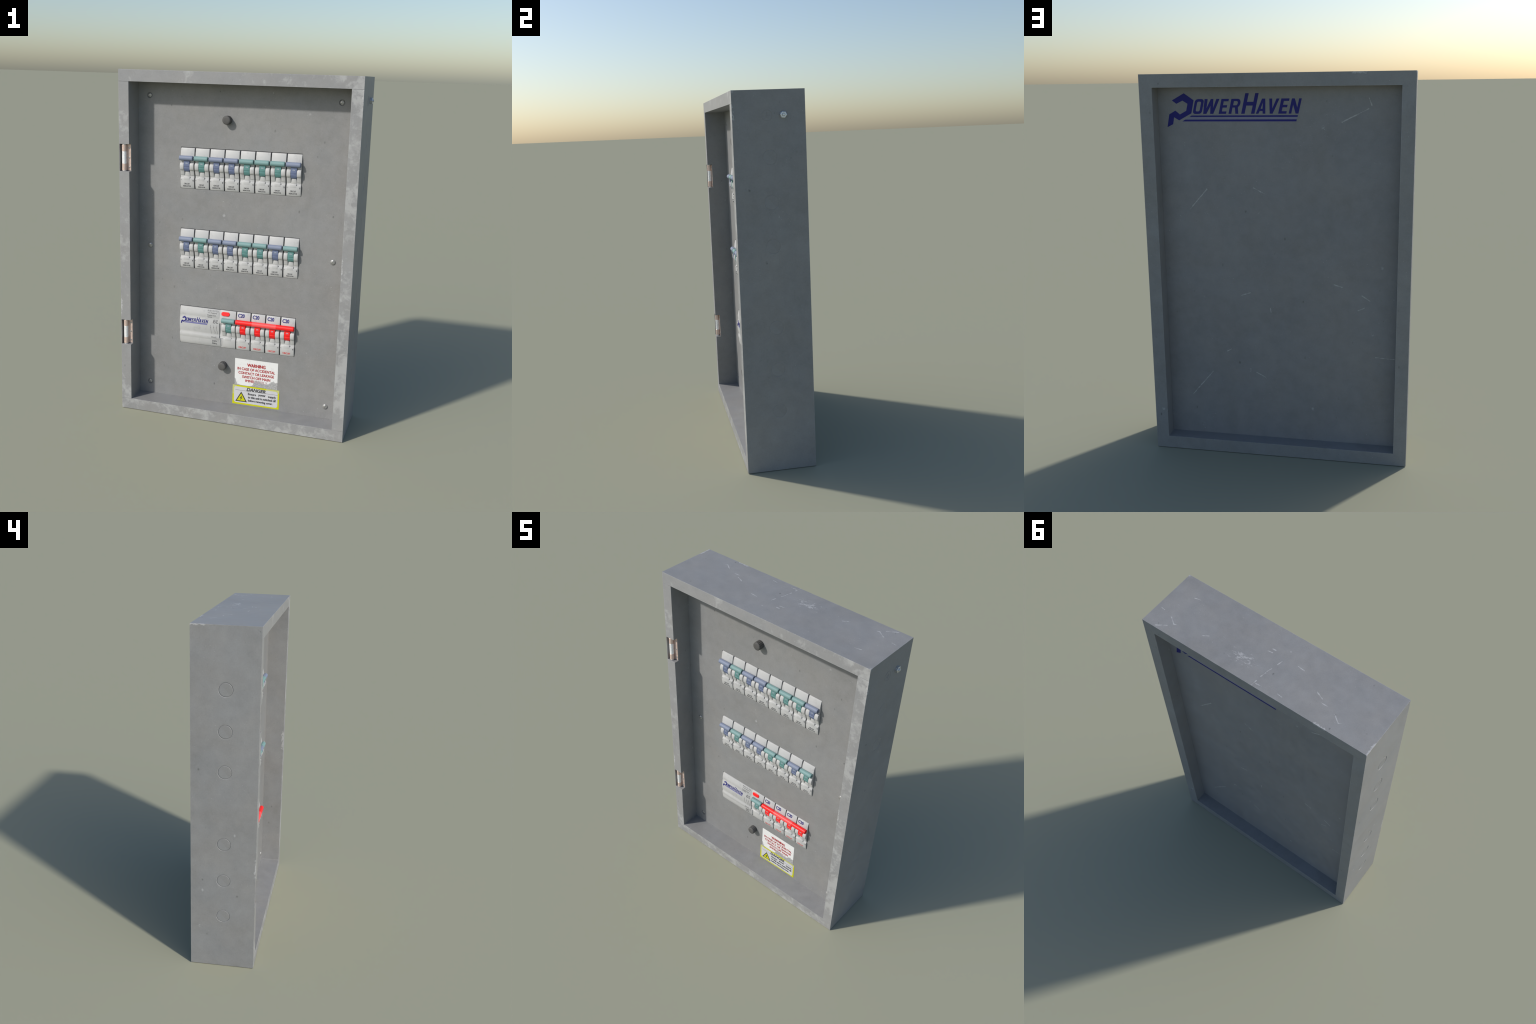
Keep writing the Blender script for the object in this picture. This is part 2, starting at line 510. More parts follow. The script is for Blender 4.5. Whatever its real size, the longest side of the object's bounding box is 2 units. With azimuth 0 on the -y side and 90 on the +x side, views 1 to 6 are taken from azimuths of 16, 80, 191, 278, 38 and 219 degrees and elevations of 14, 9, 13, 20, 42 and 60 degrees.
def build_enclosure():
    bm = bmesh.new()
    bm_box(bm, X0, X1, YF, YB, 0, ZT)
    me = to_mesh(bm, 'enclosure')
    cut = bmesh.new()
    bm_box(cut, FX0, FX1, YF - 0.05, 0.03, OZ0, OZ1)
    bm_box(cut, BX0, BX1, 0.02, YB + 0.05, OZ0 + 0.002, OZ1 - 0.001)
    for z0, z1 in HINGE_Z:
        bm_box(cut, X0 + 0.0025, FX0 + 0.02, YF - 0.02, -0.1562, z0, z1)
    me = carve(me, to_mesh(cut, 'cut'))
    me = bevelled(me, 0.0022, 40, 2)
    cut = bmesh.new()
    for z in KNOCK_Z:      # rings left by the punched cable entries
        bm_lathe(cut, [(-0.02, 0), (-0.02, 0.0402), (0.0, 0.0402), (0.0026, 0.0388), (0.0026, 0)], (1, 0, 0), (X0, -0.0025, z), 64)
        bm_lathe(cut, [(-0.0012, 0), (-0.0012, 0.0374), (0.0, 0.0390), (0.02, 0.0390), (0.02, 0)], (1, 0, 0), (X1, -0.0025, z), 64)
    for z in (OZ1 - 0.0005, OZ0 - 0.001):   # butt joints of the frame strips
        bm_box(cut, X0 - 0.01, FX0 + 0.01, YF - 0.01, YF + 0.0016, z - 0.0007, z + 0.0007)
        bm_box(cut, FX1 - 0.01, X1 + 0.01, YF - 0.01, YF + 0.0016, z - 0.0007, z + 0.0007)
    me = carve(me, to_mesh(cut, 'cut'))
    me.materials.clear()
    add('enclosure', me, M_FRAME)


def build_knockouts():
    def disc(r, h):
        bm = bmesh.new()
        bm_lathe(bm, [(-h - 0.0006, 0), (-h - 0.0006, r + 0.0004), (-h, r), (-0.0002, r - 0.0022), (0, r - 0.0030), (0, 0)], (1, 0, 0), (0, 0, 0), 64)
        return to_mesh(bm, 'knockout', 8)
    left, right = disc(0.0376, 0.0022), disc(0.0366, 0.0010)
    for z in KNOCK_Z:
        for x, me, turn in ((X0 + 0.0002, left, math.pi), (X1 - 0.0002, right, 0)):
            o = add('knockout', me, M_FRAME_LOCAL, loc=(x, -0.0025, z))
            o.rotation_euler = (0, 0, turn)
    # earth mark pressed into the side, beside the bolt
    bm = bmesh.new()
    bm_lathe(bm, [(-0.001, 0.0245), (0.0006, 0.0250), (0.0010, 0.0262), (0.0006, 0.0274), (-0.001, 0.0280), (-0.001, 0.0245)],
             (1, 0, 0), (0, 0, 0), 48)
    for y0, y1, z0, z1 in ((-0.0011, 0.0011, 0.0012, 0.0150), (-0.0135, 0.0135, -0.0012, 0.0011),
                           (-0.0085, 0.0085, -0.0072, -0.0050), (-0.0040, 0.0040, -0.0130, -0.0108)):
        bm_box(bm, -0.001, 0.0008, y0, y1, z0, z1)
    add('earth_mark', to_mesh(bm, 'earth_mark', 40), M_FRAME_LOCAL, loc=(X1, -0.0098, 1.8743))


def build_bolt():
    bm = bmesh.new()
    bm_lathe(bm, [(0, 0), (0, 0.0170), (0.0014, 0.0170), (0.0020, 0.0164), (0.0020, 0)], (1, 0, 0), (0, 0, 0), 40)
    add('washer', to_mesh(bm, 'washer', 30), M_STEEL, loc=(X1, 0.0720, 1.8746))
    bm = bmesh.new()
    bm_lathe(bm, [(0.0018, 0), (0.0018, 0.0184), (0.0105, 0.0184), (0.0120, 0.0158), (0.0120, 0.0092), (0.0112, 0.0084),
                  (0.0112, 0.0072), (0.0172, 0.0072), (0.0185, 0.0060), (0.0185, 0)], (1, 0, 0), (0, 0, 0), 6)
    nut = to_mesh(bm, 'hexagon_bolt')
    o = add('hexagon_bolt', bevelled(nut, 0.0004, 30, 1), M_STEEL, loc=(X1, 0.0720, 1.8746))
    o.rotation_euler = (math.radians(9), 0, 0)


def build_panels():
    bm = bmesh.new()
    bm_box(bm, FX0 + 0.0004, FX1 - 0.0004, PY, PY + 0.016, OZ0 + 0.0004, OZ1 - 0.0004)
    me = to_mesh(bm, 'front_cover')
    cut = bmesh.new()
    for x, z in zip(ROW_X, ROW_Z):
        bm_box(cut, x - 0.0022, x + 7 * PITCH + MODW + 0.0018, PY - 0.01, PY + 0.0045, z - 0.0012, z + MODH + 0.0032)
    for x, z in HOLED:
        bm_lathe(cut, [(-0.01, 0), (-0.01, 0.0168), (0.0005, 0.0168), (0.006, 0.0150), (0.006, 0)], (0, 1, 0), (x, PY, z), 40)
    me = carve(me, to_mesh(cut, 'cut'))
    me.materials.clear()
    add('front_cover', me, M_COVER)
    bm = bmesh.new()
    bm_box(bm, BX0 + 0.0004, BX1 - 0.0004, BY - 0.016, BY, OZ0 + 0.0024, OZ1 - 0.0014)
    add('back_panel', to_mesh(bm, 'back_panel'), M_BACK)


HOLED = ((-0.5562, 1.8630), (0.5375, 1.8628), (-0.5567, 0.1381))
PROUD = ((-0.5535, 1.0000), (0.5355, 1.0005), (0.5371, 0.1406))


def build_screws():
    def screw(r, h):
        bm = bmesh.new()
        bm_lathe(bm, [(0.001, 0), (0.001, r), (-h * 0.25, r), (-h * 0.6, r * 0.88), (-h * 0.85, r * 0.62), (-h, r * 0.3), (-h, 0)],
                 (0, 1, 0), (0, 0, 0), 36)
        me = to_mesh(bm, 'slotted_screw')
        cut = bmesh.new()
        bm_box(cut, -0.0015, 0.0015, -h - 0.01, -h + 0.0032, -r * 1.1, r * 1.1)
        me = carve(me, to_mesh(cut, 'cut'))
        me.materials.clear()
        smooth_by_angle(me, 35)
        return me
    small, large = screw(0.0128, 0.0055), screw(0.0152, 0.0075)
    for (x, z), a in zip(HOLED, (80, 10, 35)):
        o = add('slotted_screw', small, M_SCREW, loc=(x, PY + 0.0055, z))
        o.rotation_euler = (0, math.radians(a), 0)
    for (x, z), a in zip(PROUD, (60, 40, 35)):
        o = add('slotted_screw', large, M_SCREW, loc=(x, PY, z))
        o.rotation_euler = (0, math.radians(a), 0)


def build_knobs():
    """Ribbed thumb screws."""
    bm = bmesh.new()
    n, r = 96, 0.0242
    prof = ((0.0, 1.0, 1), (-0.0290, 1.0, 1), (-0.0318, 0.985, 0.25), (-0.0345, 0.93, 0), (-0.0362, 0.80, 0), (-0.0370, 0.45, 0))
    rings = []
    for y, k, g in prof:
        ring = []
        for i in range(n):
            t = 2 * math.pi * i / n
            groove = max(0.0, math.cos(t * 16) - 0.25) * 0.0024 * g
            q = r * k - groove
            ring.append(bm.verts.new((q * math.cos(t), y, q * math.sin(t))))
        rings.append(ring)
    for a, b in zip(rings, rings[1:]):
        for i in range(n):
            bm.faces.new((a[i], a[(i + 1) % n], b[(i + 1) % n], b[i]))
    bm.faces.new(rings[-1])
    bm.faces.new(rings[0])
    me = to_mesh(bm, 'thumb_screw', 40)
    for x, z in ((-0.0885, 1.7450), (-0.0860, 0.3100)):
        add('thumb_screw', me, M_BLACK, loc=(x, PY, z))


def build_hinges():
    def tube(z0, z1, r):
        bm = bmesh.new()
        bm_lathe(bm, [(z0, 0), (z0, r - 0.0008), (z0 + 0.0008, r), (z1 - 0.0008, r), (z1, r - 0.0008), (z1, 0)], (0, 0, 1), (0, 0, 0), 32)
        return to_mesh(bm, 'tube', 35)
    h = HINGE_Z[0][1] - HINGE_Z[0][0]
    bm = bmesh.new()
    bm_box(bm, -0.0120, 0.0343, 0.0118, 0.0139, 0.003, h - 0.003)
    leaf = bevelled(to_mesh(bm, 'hinge_leaf'), 0.0006)
    knuckle_low, knuckle_high = tube(0.0048, 0.0415, 0.0134), tube(0.1120, h - 0.0050, 0.0134)
    barrel, pin = tube(0.0418, 0.1117, 0.0127), tube(0.0006, h - 0.0006, 0.0112)
    bm = bmesh.new()
    bm_lathe(bm, [(0.001, 0), (0.001, 0.0052), (-0.0012, 0.0046), (-0.0022, 0.002), (-0.0022, 0)], (0, 1, 0), (0, 0, 0), 20)
    rivet = to_mesh(bm, 'hinge_screw', 40)
    for z0, z1 in HINGE_Z:
        base = (-0.6612, -0.1702, z0)
        lf = add('hinge', leaf, M_BRONZE, loc=base)
        add('hinge_knuckle', knuckle_low, M_BRONZE, lf)
        add('hinge_knuckle', knuckle_high, M_BRONZE, lf)
        add('hinge_barrel', barrel, M_PIN, lf)
        add('hinge_pin', pin, M_PIN, lf)
        for z in (0.022, 0.0755, 0.129):
            add('hinge_screw', rivet, M_SCREW, lf, loc=(0.0250, 0.0115, z))


# ----------------------------------------------------------------------------- circuit breakers
# Side profile of the housing, (height above foot, outward from cover)
BODY = [(0.0, -0.003), (0.0, 0.0006), (0.006, 0.0034), (0.016, 0.0062), (0.028, 0.0080), (0.040, 0.0090), (0.054, 0.0090),
        (0.0600, 0.0078), (0.0625, 0.0040), (0.100, 0.0042), (0.146, 0.0060), (0.1500, 0.0122), (0.165, 0.0122), (0.185, 0.0108),
        (0.205, 0.0078), (0.222, 0.0036), (0.2285, 0.0010), (0.2305, -0.003)]
CHEEK = [(0.0735, 0.002), (0.0760, 0.0068), (0.090, 0.0112), (0.1052, 0.0152), (0.1056, 0.0182), (0.110, 0.0216), (0.117, 0.0240),
         (0.126, 0.0247), (0.135, 0.0238), (0.142, 0.0212), (0.147, 0.0165), (0.1495, 0.010), (0.1495, 0.002)]
LEVER = [(0.098, 0.001), (0.0985, 0.0130), (0.108, 0.0188), (0.1200, 0.0240), (0.1212, 0.0238), (0.1220, 0.0215), (0.1232, 0.0215), (0.1240, 0.0232),
         (0.138, 0.0242), (0.160, 0.0225), (0.162, 0.002)]
BAR_Z, BAR_OUT, BAR_R = 0.1735, 0.0226, 0.0141


def along(prof):
    pts = [(z, o) for z, o in prof if o > 0]

    def f(z):
        for (z0, o0), (z1, o1) in zip(pts, pts[1:]):
            if z0 <= z <= z1:
                return -(o0 + (o1 - o0) * (z - z0) / max(z1 - z0, 1e-9))
        return -pts[0][1] if z < pts[0][0] else -pts[-1][1]
    return f


body_y, lever_y = along(BODY), along(LEVER)


def bm_hull(bm, pts, mat=0):
    vs = [bm.verts.new(p) for p in pts]
    r = bmesh.ops.convex_hull(bm, input=vs)
    for g in r['geom']:
        if isinstance(g, bmesh.types.BMFace):
            g.material_index = mat


def housing_parts(bm):
    for a, b in ((0.0004, 0.0227), (0.0588, 0.0812)):      # cheeks that guard the lever
        bm_prism(bm, CHEEK, a, b)
    # ramp under the lever, narrower at its top
    bm_hull(bm, [(0.0236, 0, 0.067), (0.0580, 0, 0.067), (0.0236, -0.0036, 0.067), (0.0580, -0.0036, 0.067),
                 (0.0300, 0, 0.0975), (0.0530, 0, 0.0975), (0.0285, -0.0088, 0.0915), (0.0545, -0.0088, 0.0915),
                 (0.0325, -0.0106, 0.0962), (0.0515, -0.0106, 0.0962)])
    # raised grip at the head of the lower cover
    bm_prism(bm, [(0.046, 0.005), (0.0475, 0.0094), (0.0650, 0.0096), (0.0676, 0.0084), (0.0676, 0.002)], 0.0192, 0.0552)


def build_breaker_meshes():
    bm = bmesh.new()
    bm_prism(bm, BODY, 0, MODW)
    housing_parts(bm)
    me = bevelled(to_mesh(bm, 'circuit_breaker'), 0.0007, 38, 2)
    smooth_by_angle(me, 32)
    # dark latch slots
    me.materials.clear()
    bm = bmesh.new()
    bm.from_mesh(me)
    for x0, x1, z0, z1, o in ((0.0722, 0.0782, 0.0475, 0.0502, 0.0096), (0.0740, 0.0772, 0.0418, 0.0476, 0.0097), (0.0020, 0.0062, 0.0470, 0.0492, 0.0096),
                              (0.0560, 0.0578, 0.0590, 0.0640, 0.0086)):
        bm_box(bm, x0, x1, -o, -0.003, z0, z1, 1)
    bm.to_mesh(me)
    bm.free()
    me.materials.append(M_WHITE)
    me.materials.append(M_SLOT)
    return me


def bar_profile(x0, x1, r=BAR_R):
    return [(x0 + 0.0040, 0), (x0 + 0.0035, 0.0058), (x0, 0.0072), (x0, r - 0.0022), (x0 + 0.0008, r - 0.0007), (x0 + 0.0024, r), (x0 + 0.0052, r),
            (x0 + 0.0056, r - 0.0004), (x0 + 0.0062, r - 0.0004), (x0 + 0.0066, r),
            (x1 - 0.0066, r), (x1 - 0.0062, r - 0.0004), (x1 - 0.0056, r - 0.0004), (x1 - 0.0052, r), (x1 - 0.0024, r), (x1 - 0.0008, r - 0.0007),
            (x1, r - 0.0022), (x1, 0.0072), (x1 - 0.0035, 0.0058), (x1 - 0.0040, 0)]


def lever_mesh(mat, bar=True, lever_mat=None):
    bm = bmesh.new()
    bm_prism(bm, LEVER, 0.0240, 0.0576)
    me = bevelled(to_mesh(bm, 'toggle'), 0.0005, 40, 1)
    me.materials.clear()
    bm = bmesh.new()
    bm.from_mesh(me)
    for fc in bm.faces:
        fc.material_index = 1 if lever_mat else 0
    if bar:
        bm_lathe(bm, bar_profile(-0.0015, 0.0790), (1, 0, 0), (0, -BAR_OUT, BAR_Z), 28)
    me = to_mesh(bm, 'toggle', 38)
    me.materials.append(mat)
    if lever_mat:
        me.materials.append(lever_mat)
    return me


def label_mesh(lines, mat, surf):
    parts = []
    for body, x0, x1, zc, h in lines:
        parts.append(words(body, x0, x1, zc - h / 2, zc + h / 2, surf, 0.0003))
    me = joined(parts, 'label_lettering')
    me.materials.append(mat)
    return me


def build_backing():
    """Dark plate that paints the shadow in the gaps between the breakers."""
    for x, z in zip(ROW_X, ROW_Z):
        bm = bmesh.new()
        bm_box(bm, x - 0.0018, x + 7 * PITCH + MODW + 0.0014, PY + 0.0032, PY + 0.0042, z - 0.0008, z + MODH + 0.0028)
        add('painted_gap_shadow', to_mesh(bm, 'painted_gap_shadow'), M_SLOT)


def build_breakers():
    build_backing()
    body = build_breaker_meshes()
    tog = {'b': lever_mesh(M_BLUE, True, M_BLUE_DARK), 't': lever_mesh(M_TEAL, True, M_TEAL_DARK), 'r': lever_mesh(M_RED, False)}
    on = words('ON', 0.0340, 0.0475, 0.1405, 0.1485, lever_y, 0.0003, proud=0.0004)
    on.materials.append(M_PALE)
    circuit = label_mesh((('CIRCUIT', 0.0205, 0.0550, 0.0272, 0.0088), ('INDICATOR', 0.0145, 0.0610, 0.0140, 0.0088)), M_GREYINK, body_y)
    circuit_small = label_mesh((('CIRCUIT', 0.0225, 0.0525, 0.0250, 0.0076), ('INDICATOR', 0.0170, 0.0585, 0.0130, 0.0076)), M_GREYINK, body_y)
    red_label = label_mesh((('CIRCUIT', 0.0150, 0.0610, 0.0178, 0.0112),), M_REDINK, body_y)
    rating = words('C20', 0.0070, 0.0470, 0.2000, 0.2220, body_y, 0.0011)
    rating.materials.append(M_NAVY)

    def place(x, z, kind, label, plate=None):
        p = add('circuit_breaker', body, None, loc=(x, PY, z))
        add('toggle', tog[kind], None, p)
        add('lever_lettering', on, None, p)
        if label:
            add('label_lettering', label, None, p)
        if plate:
            add('rating_lettering', plate, None, p)

    for row, kinds in enumerate(('btbbtttb', 'btbbttbt')):
        for i, k in enumerate(kinds):
            place(ROW_X[row] + i * PITCH, ROW_Z[row], k, circuit if k == 'b' else circuit_small)
    for i in range(4, 8):
        place(ROW_X[2] + i * PITCH - 0.0012, ROW_Z[2], 'r', red_label, rating)
    # one red bar links the four main-switch levers
    bm = bmesh.new()
    x0 = ROW_X[2] + 4 * PITCH - 0.0024
    bm_lathe(bm, bar_profile(x0, x0 + 3 * PITCH + 0.0815, 0.0146), (1, 0, 0), (0, PY - BAR_OUT, ROW_Z[2] + BAR_Z), 32)
    add('linked_toggle_bar', to_mesh(bm, 'linked_toggle_bar', 38), M_RED)
    return tog, on


RCD = [(0.0, -0.003), (0.0, 0.0006), (0.010, 0.0048), (0.024, 0.0078), (0.0415, 0.0090), (0.0445, 0.0092), (0.050, 0.0112), (0.060, 0.0122), (0.069, 0.0112),
       (0.0765, 0.0080), (0.084, 0.0094), (0.100, 0.0124), (0.122, 0.0142), (0.145, 0.0134), (0.164, 0.0108), (0.176, 0.0076), (0.181, 0.0084),
       (0.190, 0.0090), (0.198, 0.0085), (0.212, 0.0055), (0.222, 0.0028), (0.2285, 0.0006), (0.2300, -0.003)]


def build_rcd(tog, on):
    """Wide earth-leakage unit: a rippled face plate with its own switch at the right."""
    z0 = ROW_Z[2]
    sx = ROW_X[2] + 3 * PITCH
    bm = bmesh.new()
    bm_prism(bm, RCD, -0.3600, -0.1128)
    me = to_mesh(bm, 'leakage_breaker')
    me = bevelled(me, 0.0007, 50, 2)
    smooth_by_angle(me, 40)
    unit = add('leakage_breaker', me, M_WHITE, loc=(0, PY, z0))
    # switch section
    bm = bmesh.new()
    upper = [p for p in BODY if p[0] >= 0.0600]
    lower = [p for p in BODY if p[0] < 0.0600] + [(0.0600, 0.0078), (0.0602, -0.003)]
    bm_prism(bm, [(0.0602, -0.003)] + upper, -0.1120 - sx, MODW)
    bm_prism(bm, lower, 0.0062, MODW)
    bm_prism(bm, lower, -0.1120 - sx, -0.1040 - sx)
    bm_prism(bm, [(z, o if o < 0 else max(0.0, o - 0.0040)) for z, o in lower], -0.1042 - sx, 0.0064)
    housing_parts(bm)
    me = bevelled(to_mesh(bm, 'leakage_switch'), 0.0007, 38, 2)
    smooth_by_angle(me, 32)
    sw = add('leakage_switch', me, M_WHITE, unit, loc=(sx, 0, 0))
    k = add('toggle', tog['t'], None, unit, loc=(sx, 0, 0))
    add('lever_lettering', on, None, unit, loc=(sx, 0, 0))
    # red test button
    bm = bmesh.new()
    n, r, hw = 12, 0.0118, 0.0136
    loop = [(hw + r * math.cos(t), r * math.sin(t)) for t in (-math.pi / 2 + math.pi * i / n for i in range(n + 1))]
    loop += [(-x, -y) for x, y in loop]
    ring0 = [bm.verts.new((x, 0.004, y)) for x, y in loop]
    ring1 = [bm.verts.new((x, -0.0052, y)) for x, y in loop]
    ring2 = [bm.verts.new((x * 0.93, -0.0066, y * 0.86)) for x, y in loop]
    for a, b in ((ring0, ring1), (ring1, ring2)):
        for i in range(len(loop)):
            bm.faces.new((a[i], a[(i + 1) % len(loop)], b[(i + 1) % len(loop)], b[i]))
    bm.faces.new(ring2)
    bm.faces.new(ring0)
    b = add('test_button', to_mesh(bm, 'test_button', 35), M_RED, unit, loc=(-0.0762, -0.0045, 0.2088))
    b.rotation_euler = (math.radians(-14), 0, 0)
    # print on the plate
    ry = along(RCD)
    parts = [lay(text_mesh(t, 0.0), -0.1880, x1, z - 0.0042, z + 0.0042, ry, 0.0005)
             for t, x1, z in (('PUSH TO TEST', -0.1190, 0.2185), ('Test Regularly', -0.1285, 0.2060),
                              ('Breaker must', -0.1345, 0.1930), ('operate', -0.1600, 0.1800))]
    parts += [words('240V', -0.1570, -0.1255, 0.0310, 0.0410, ry, 0.0004),
              words('50Hz', -0.1570, -0.1255, 0.0160, 0.0260, ry, 0.0004)]
    me = joined(parts, 'plate_lettering')
    add('plate_lettering', me, M_GREYINK, unit)
    me = words('E/L', -0.1530, -0.1195, 0.1470, 0.1680, ry, 0.0006, 0.25)
    add('plate_lettering', me, M_GREYINK, unit)
    me = words('30mA', -0.1620, -0.1290, 0.0560, 0.0650, ry, 0.0003)
    add('plate_lettering', me, M_FAINT, unit)
    # contact symbols: a lead, a pivot dot and a blade or hook
    polys = []
    for i, x in enumerate((-0.1652, -0.1461, -0.1303)):
        dot = [(x + 0.0022 * math.cos(t), 0.121 + 0.0026 * math.sin(t)) for t in (2 * math.pi * k / 14 for k in range(14))]
        polys.append(dot)
        polys.append([(x - 0.0004, 0.1240), (x + 0.0004, 0.1240), (x + 0.0004, 0.1352), (x - 0.0004, 0.1352)])
        path = [(x, 0.118), (x + 0.001, 0.110), (x + 0.002, 0.100), (x + 0.0026, 0.090), (x + 0.003, 0.080)] if i == 0 else \
               [(x, 0.118), (x + 0.001, 0.110), (x + 0.003, 0.103), (x + 0.0070, 0.097), (x + 0.0082, 0.089), (x + 0.006, 0.080)]
        w = 0.00045
        polys.append([(a + w, b) for a, b in path] + [(a - w, b) for a, b in path[::-1]])
    me = outline_mesh(polys)
    zs = [v.co.y for v in me.vertices]
    xs = [v.co.x for v in me.vertices]
    lay(me, min(xs), max(xs), min(zs), max(zs), ry, 0.0005)
    add('contact_symbol', me, M_GREYINK, unit)
    build_logo('logo', -0.3530, -0.1815, 0.1240, 0.1705, ry, -1, unit, (0, 0, 0), M_NAVY, M_NAVY_BAND, 0.0009)


# ----------------------------------------------------------------------------- lettering of the logo
def letter(ch):
    """Outlines of heavy upright capitals in a unit-high cell; returns (loops, width)."""
    s = 0.17      # stem
    if ch == 'H':
        w = 0.66
        return [[(0, 0), (s, 0), (s, 0.40), (w - s, 0.40), (w - s, 0), (w, 0), (w, 1), (w - s, 1), (w - s, 0.58), (s, 0.58), (s, 1), (0, 1)]], w
    if ch == 'E':
        w, b = 0.52, 0.16
        return [[(0, 0), (w, 0), (w, b), (s + .02, b), (s + .02, 0.42), (w - 0.04, 0.42), (w - 0.04, 0.58), (s + .02, 0.58), (s + .02, 1 - b), (w, 1 - b), (w, 1), (0, 1)]], w
    if ch == 'O':
        w = 0.62

        def loop(i):
            c, pts = 0.19 - i * 0.55, []
            for cx, cy, t0 in ((w - i - c, i + c, -90), (w - i - c, 1 - i - c, 0), (i + c, 1 - i - c, 90), (i + c, i + c, 180)):
                pts += [(cx + c * math.cos(math.radians(t0 + 22.5 * k)), cy + c * math.sin(math.radians(t0 + 22.5 * k))) for k in range(5)]
            return pts
        return [loop(0.0), loop(0.17)], w
    if ch == 'W':
        w = 0.86
        return [[(0.0, 1), (0.18, 1), (0.215, 0.38), (0.37, 1), (0.52, 1), (0.60, 0.38), (0.70, 1), (w + 0.02, 1), (0.68, 0), (0.50, 0), (0.425, 0.55), (0.27, 0), (0.08, 0)]], w
    if ch == 'R':
        w = 0.60
        bowl = [(0.40 + 0.20 * math.cos(t), 0.71 + 0.29 * math.sin(t)) for t in (math.pi / 2 - math.pi * k / 10 for k in range(11))]
        hole = [(s + .01, 0.57), (0.36, 0.57)] + [(0.36 + 0.08 * math.cos(t), 0.71 + 0.14 * math.sin(t)) for t in (-math.pi / 2 + math.pi * k / 8 for k in range(1, 8))] + [(0.36, 0.85), (s + .01, 0.85)]
        return [[(0, 0), (s, 0), (s, 0.42), (0.32, 0.42), (0.42, 0), (0.60, 0), (0.49, 0.46)] + bowl[::-1][1:] + [(0, 1)], hole], w
    if ch == 'A':
        w = 0.66
        return [[(0, 0), (0.18, 0), (0.225, 0.18), (0.435, 0.18), (0.48, 0), (0.66, 0), (0.44, 1), (0.22, 1)],
                [(0.26, 0.33), (0.40, 0.33), (0.33, 0.74)]], w
    if ch == 'V':
        w = 0.64
        return [[(0, 1), (0.18, 1), (0.32, 0.34), (0.46, 1), (0.64, 1), (0.41, 0), (0.23, 0)]], w
    if ch == 'N':
        w = 0.66
        return [[(0, 0), (s, 0), (s, 0.60), (w - s - 0.02, 0), (w, 0), (w, 1), (w - s, 1), (w - s, 0.40), (s + 0.02, 1), (0, 1)]], w


# Logo drawn in a frame: u to the reader's right, v up; 0.690 wide and 0.167 high
def logo_polys():
    polys = []
    # broken hexagon that reads as a P
    hexa = [(0.0924, 0.1668), (0.0290, 0.1323), (0.0517, 0.1155), (0.0842, 0.1309), (0.1102, 0.1151), (0.1021, 0.0806), (0.0684, 0.0628),
            (0.0451, 0.0818), (0.0123, 0.0636), (0.0, 0.0), (0.0302, 0.0144), (0.0369, 0.0493), (0.0631, 0.0334), (0.1282, 0.0679), (0.1425, 0.1321)]
    polys.append(hexa)
    sh = 0.235
    # each capital: left foot, width, height above the base line
    base, small, tall = 0.0649, 0.0728, 0.0996
    for ch, u0, wid, ht in (('O', 0.1345, 0.0465, small), ('W', 0.1830, 0.0745, small), ('E', 0.2700, 0.0380, small), ('R', 0.3208, 0.0500, small),
                            ('H', 0.3855, 0.0675, tall), ('A', 0.4600, 0.0478, small), ('V', 0.5120, 0.0508, small), ('E', 0.5725, 0.0404, small),
                            ('N', 0.6250, 0.0482, small)):
        loops, w = letter(ch)
        for lp in loops:
            polys.append([(u0 + x / w * wid + sh * y * ht, base + y * ht) for x, y in lp])
    return polys


def build_logo(name, x0, x1, z0, z1, surf, side, parent, loc, ink, band, proud):
    """side -1 faces the front (-y), +1 faces the back, where the reader's right is -x."""
    lines = ([(0.1180, 0.0500), (0.1290, 0.0572), (0.6710, 0.0572), (0.6690, 0.0492)], [(0.0800, 0.0282), (0.0945, 0.0372), (0.6650, 0.0372), (0.6625, 0.0275)])
    bandp = [[(0.0800, 0.0265), (0.1300, 0.0580), (0.6715, 0.0580), (0.6620, 0.0265)]]

    def fit(polys, pr, nm, mat):
        me = outline_mesh(polys)
        for v in me.vertices:
            u, w = v.co.x / 0.6905, v.co.y / 0.1668
            z = z0 + w * (z1 - z0)
            x = x0 + u * (x1 - x0)
            v.co = Vector((x, surf(z) + side * (pr if v.co.z > 0 else -0.0006), z))
        me2 = joined([me], nm)
        return add(nm, me2, mat, parent, loc)
    main = fit(logo_polys() + (list(lines) if side > 0 else []), proud, name, ink)
    fit(bandp, proud * 0.5, name + '_band', band)
    return main


# ----------------------------------------------------------------------------- warning labels
def rounded(x0, x1, z0, z1, r, n=6):
    pts = []
    for cx, cz, t0 in ((x1 - r, z0 + r, -90), (x1 - r, z1 - r, 0), (x0 + r, z1 - r, 90), (x0 + r, z0 + r, 180)):
        pts += [(cx + r * math.cos(math.radians(t0 + 90 * k / n)), cz + r * math.sin(math.radians(t0 + 90 * k / n))) for k in range(n + 1)]
    return pts


def flat(name, polys, y0, y1, mat, parent):
    """Thin plate between y0 (back) and y1 (face)."""
    me = outline_mesh(polys)
    for v in me.vertices:
        v.co = Vector((v.co.x, y1 if v.co.z > 0 else y0, v.co.y))
    return add(name, joined([me], name), mat, parent)


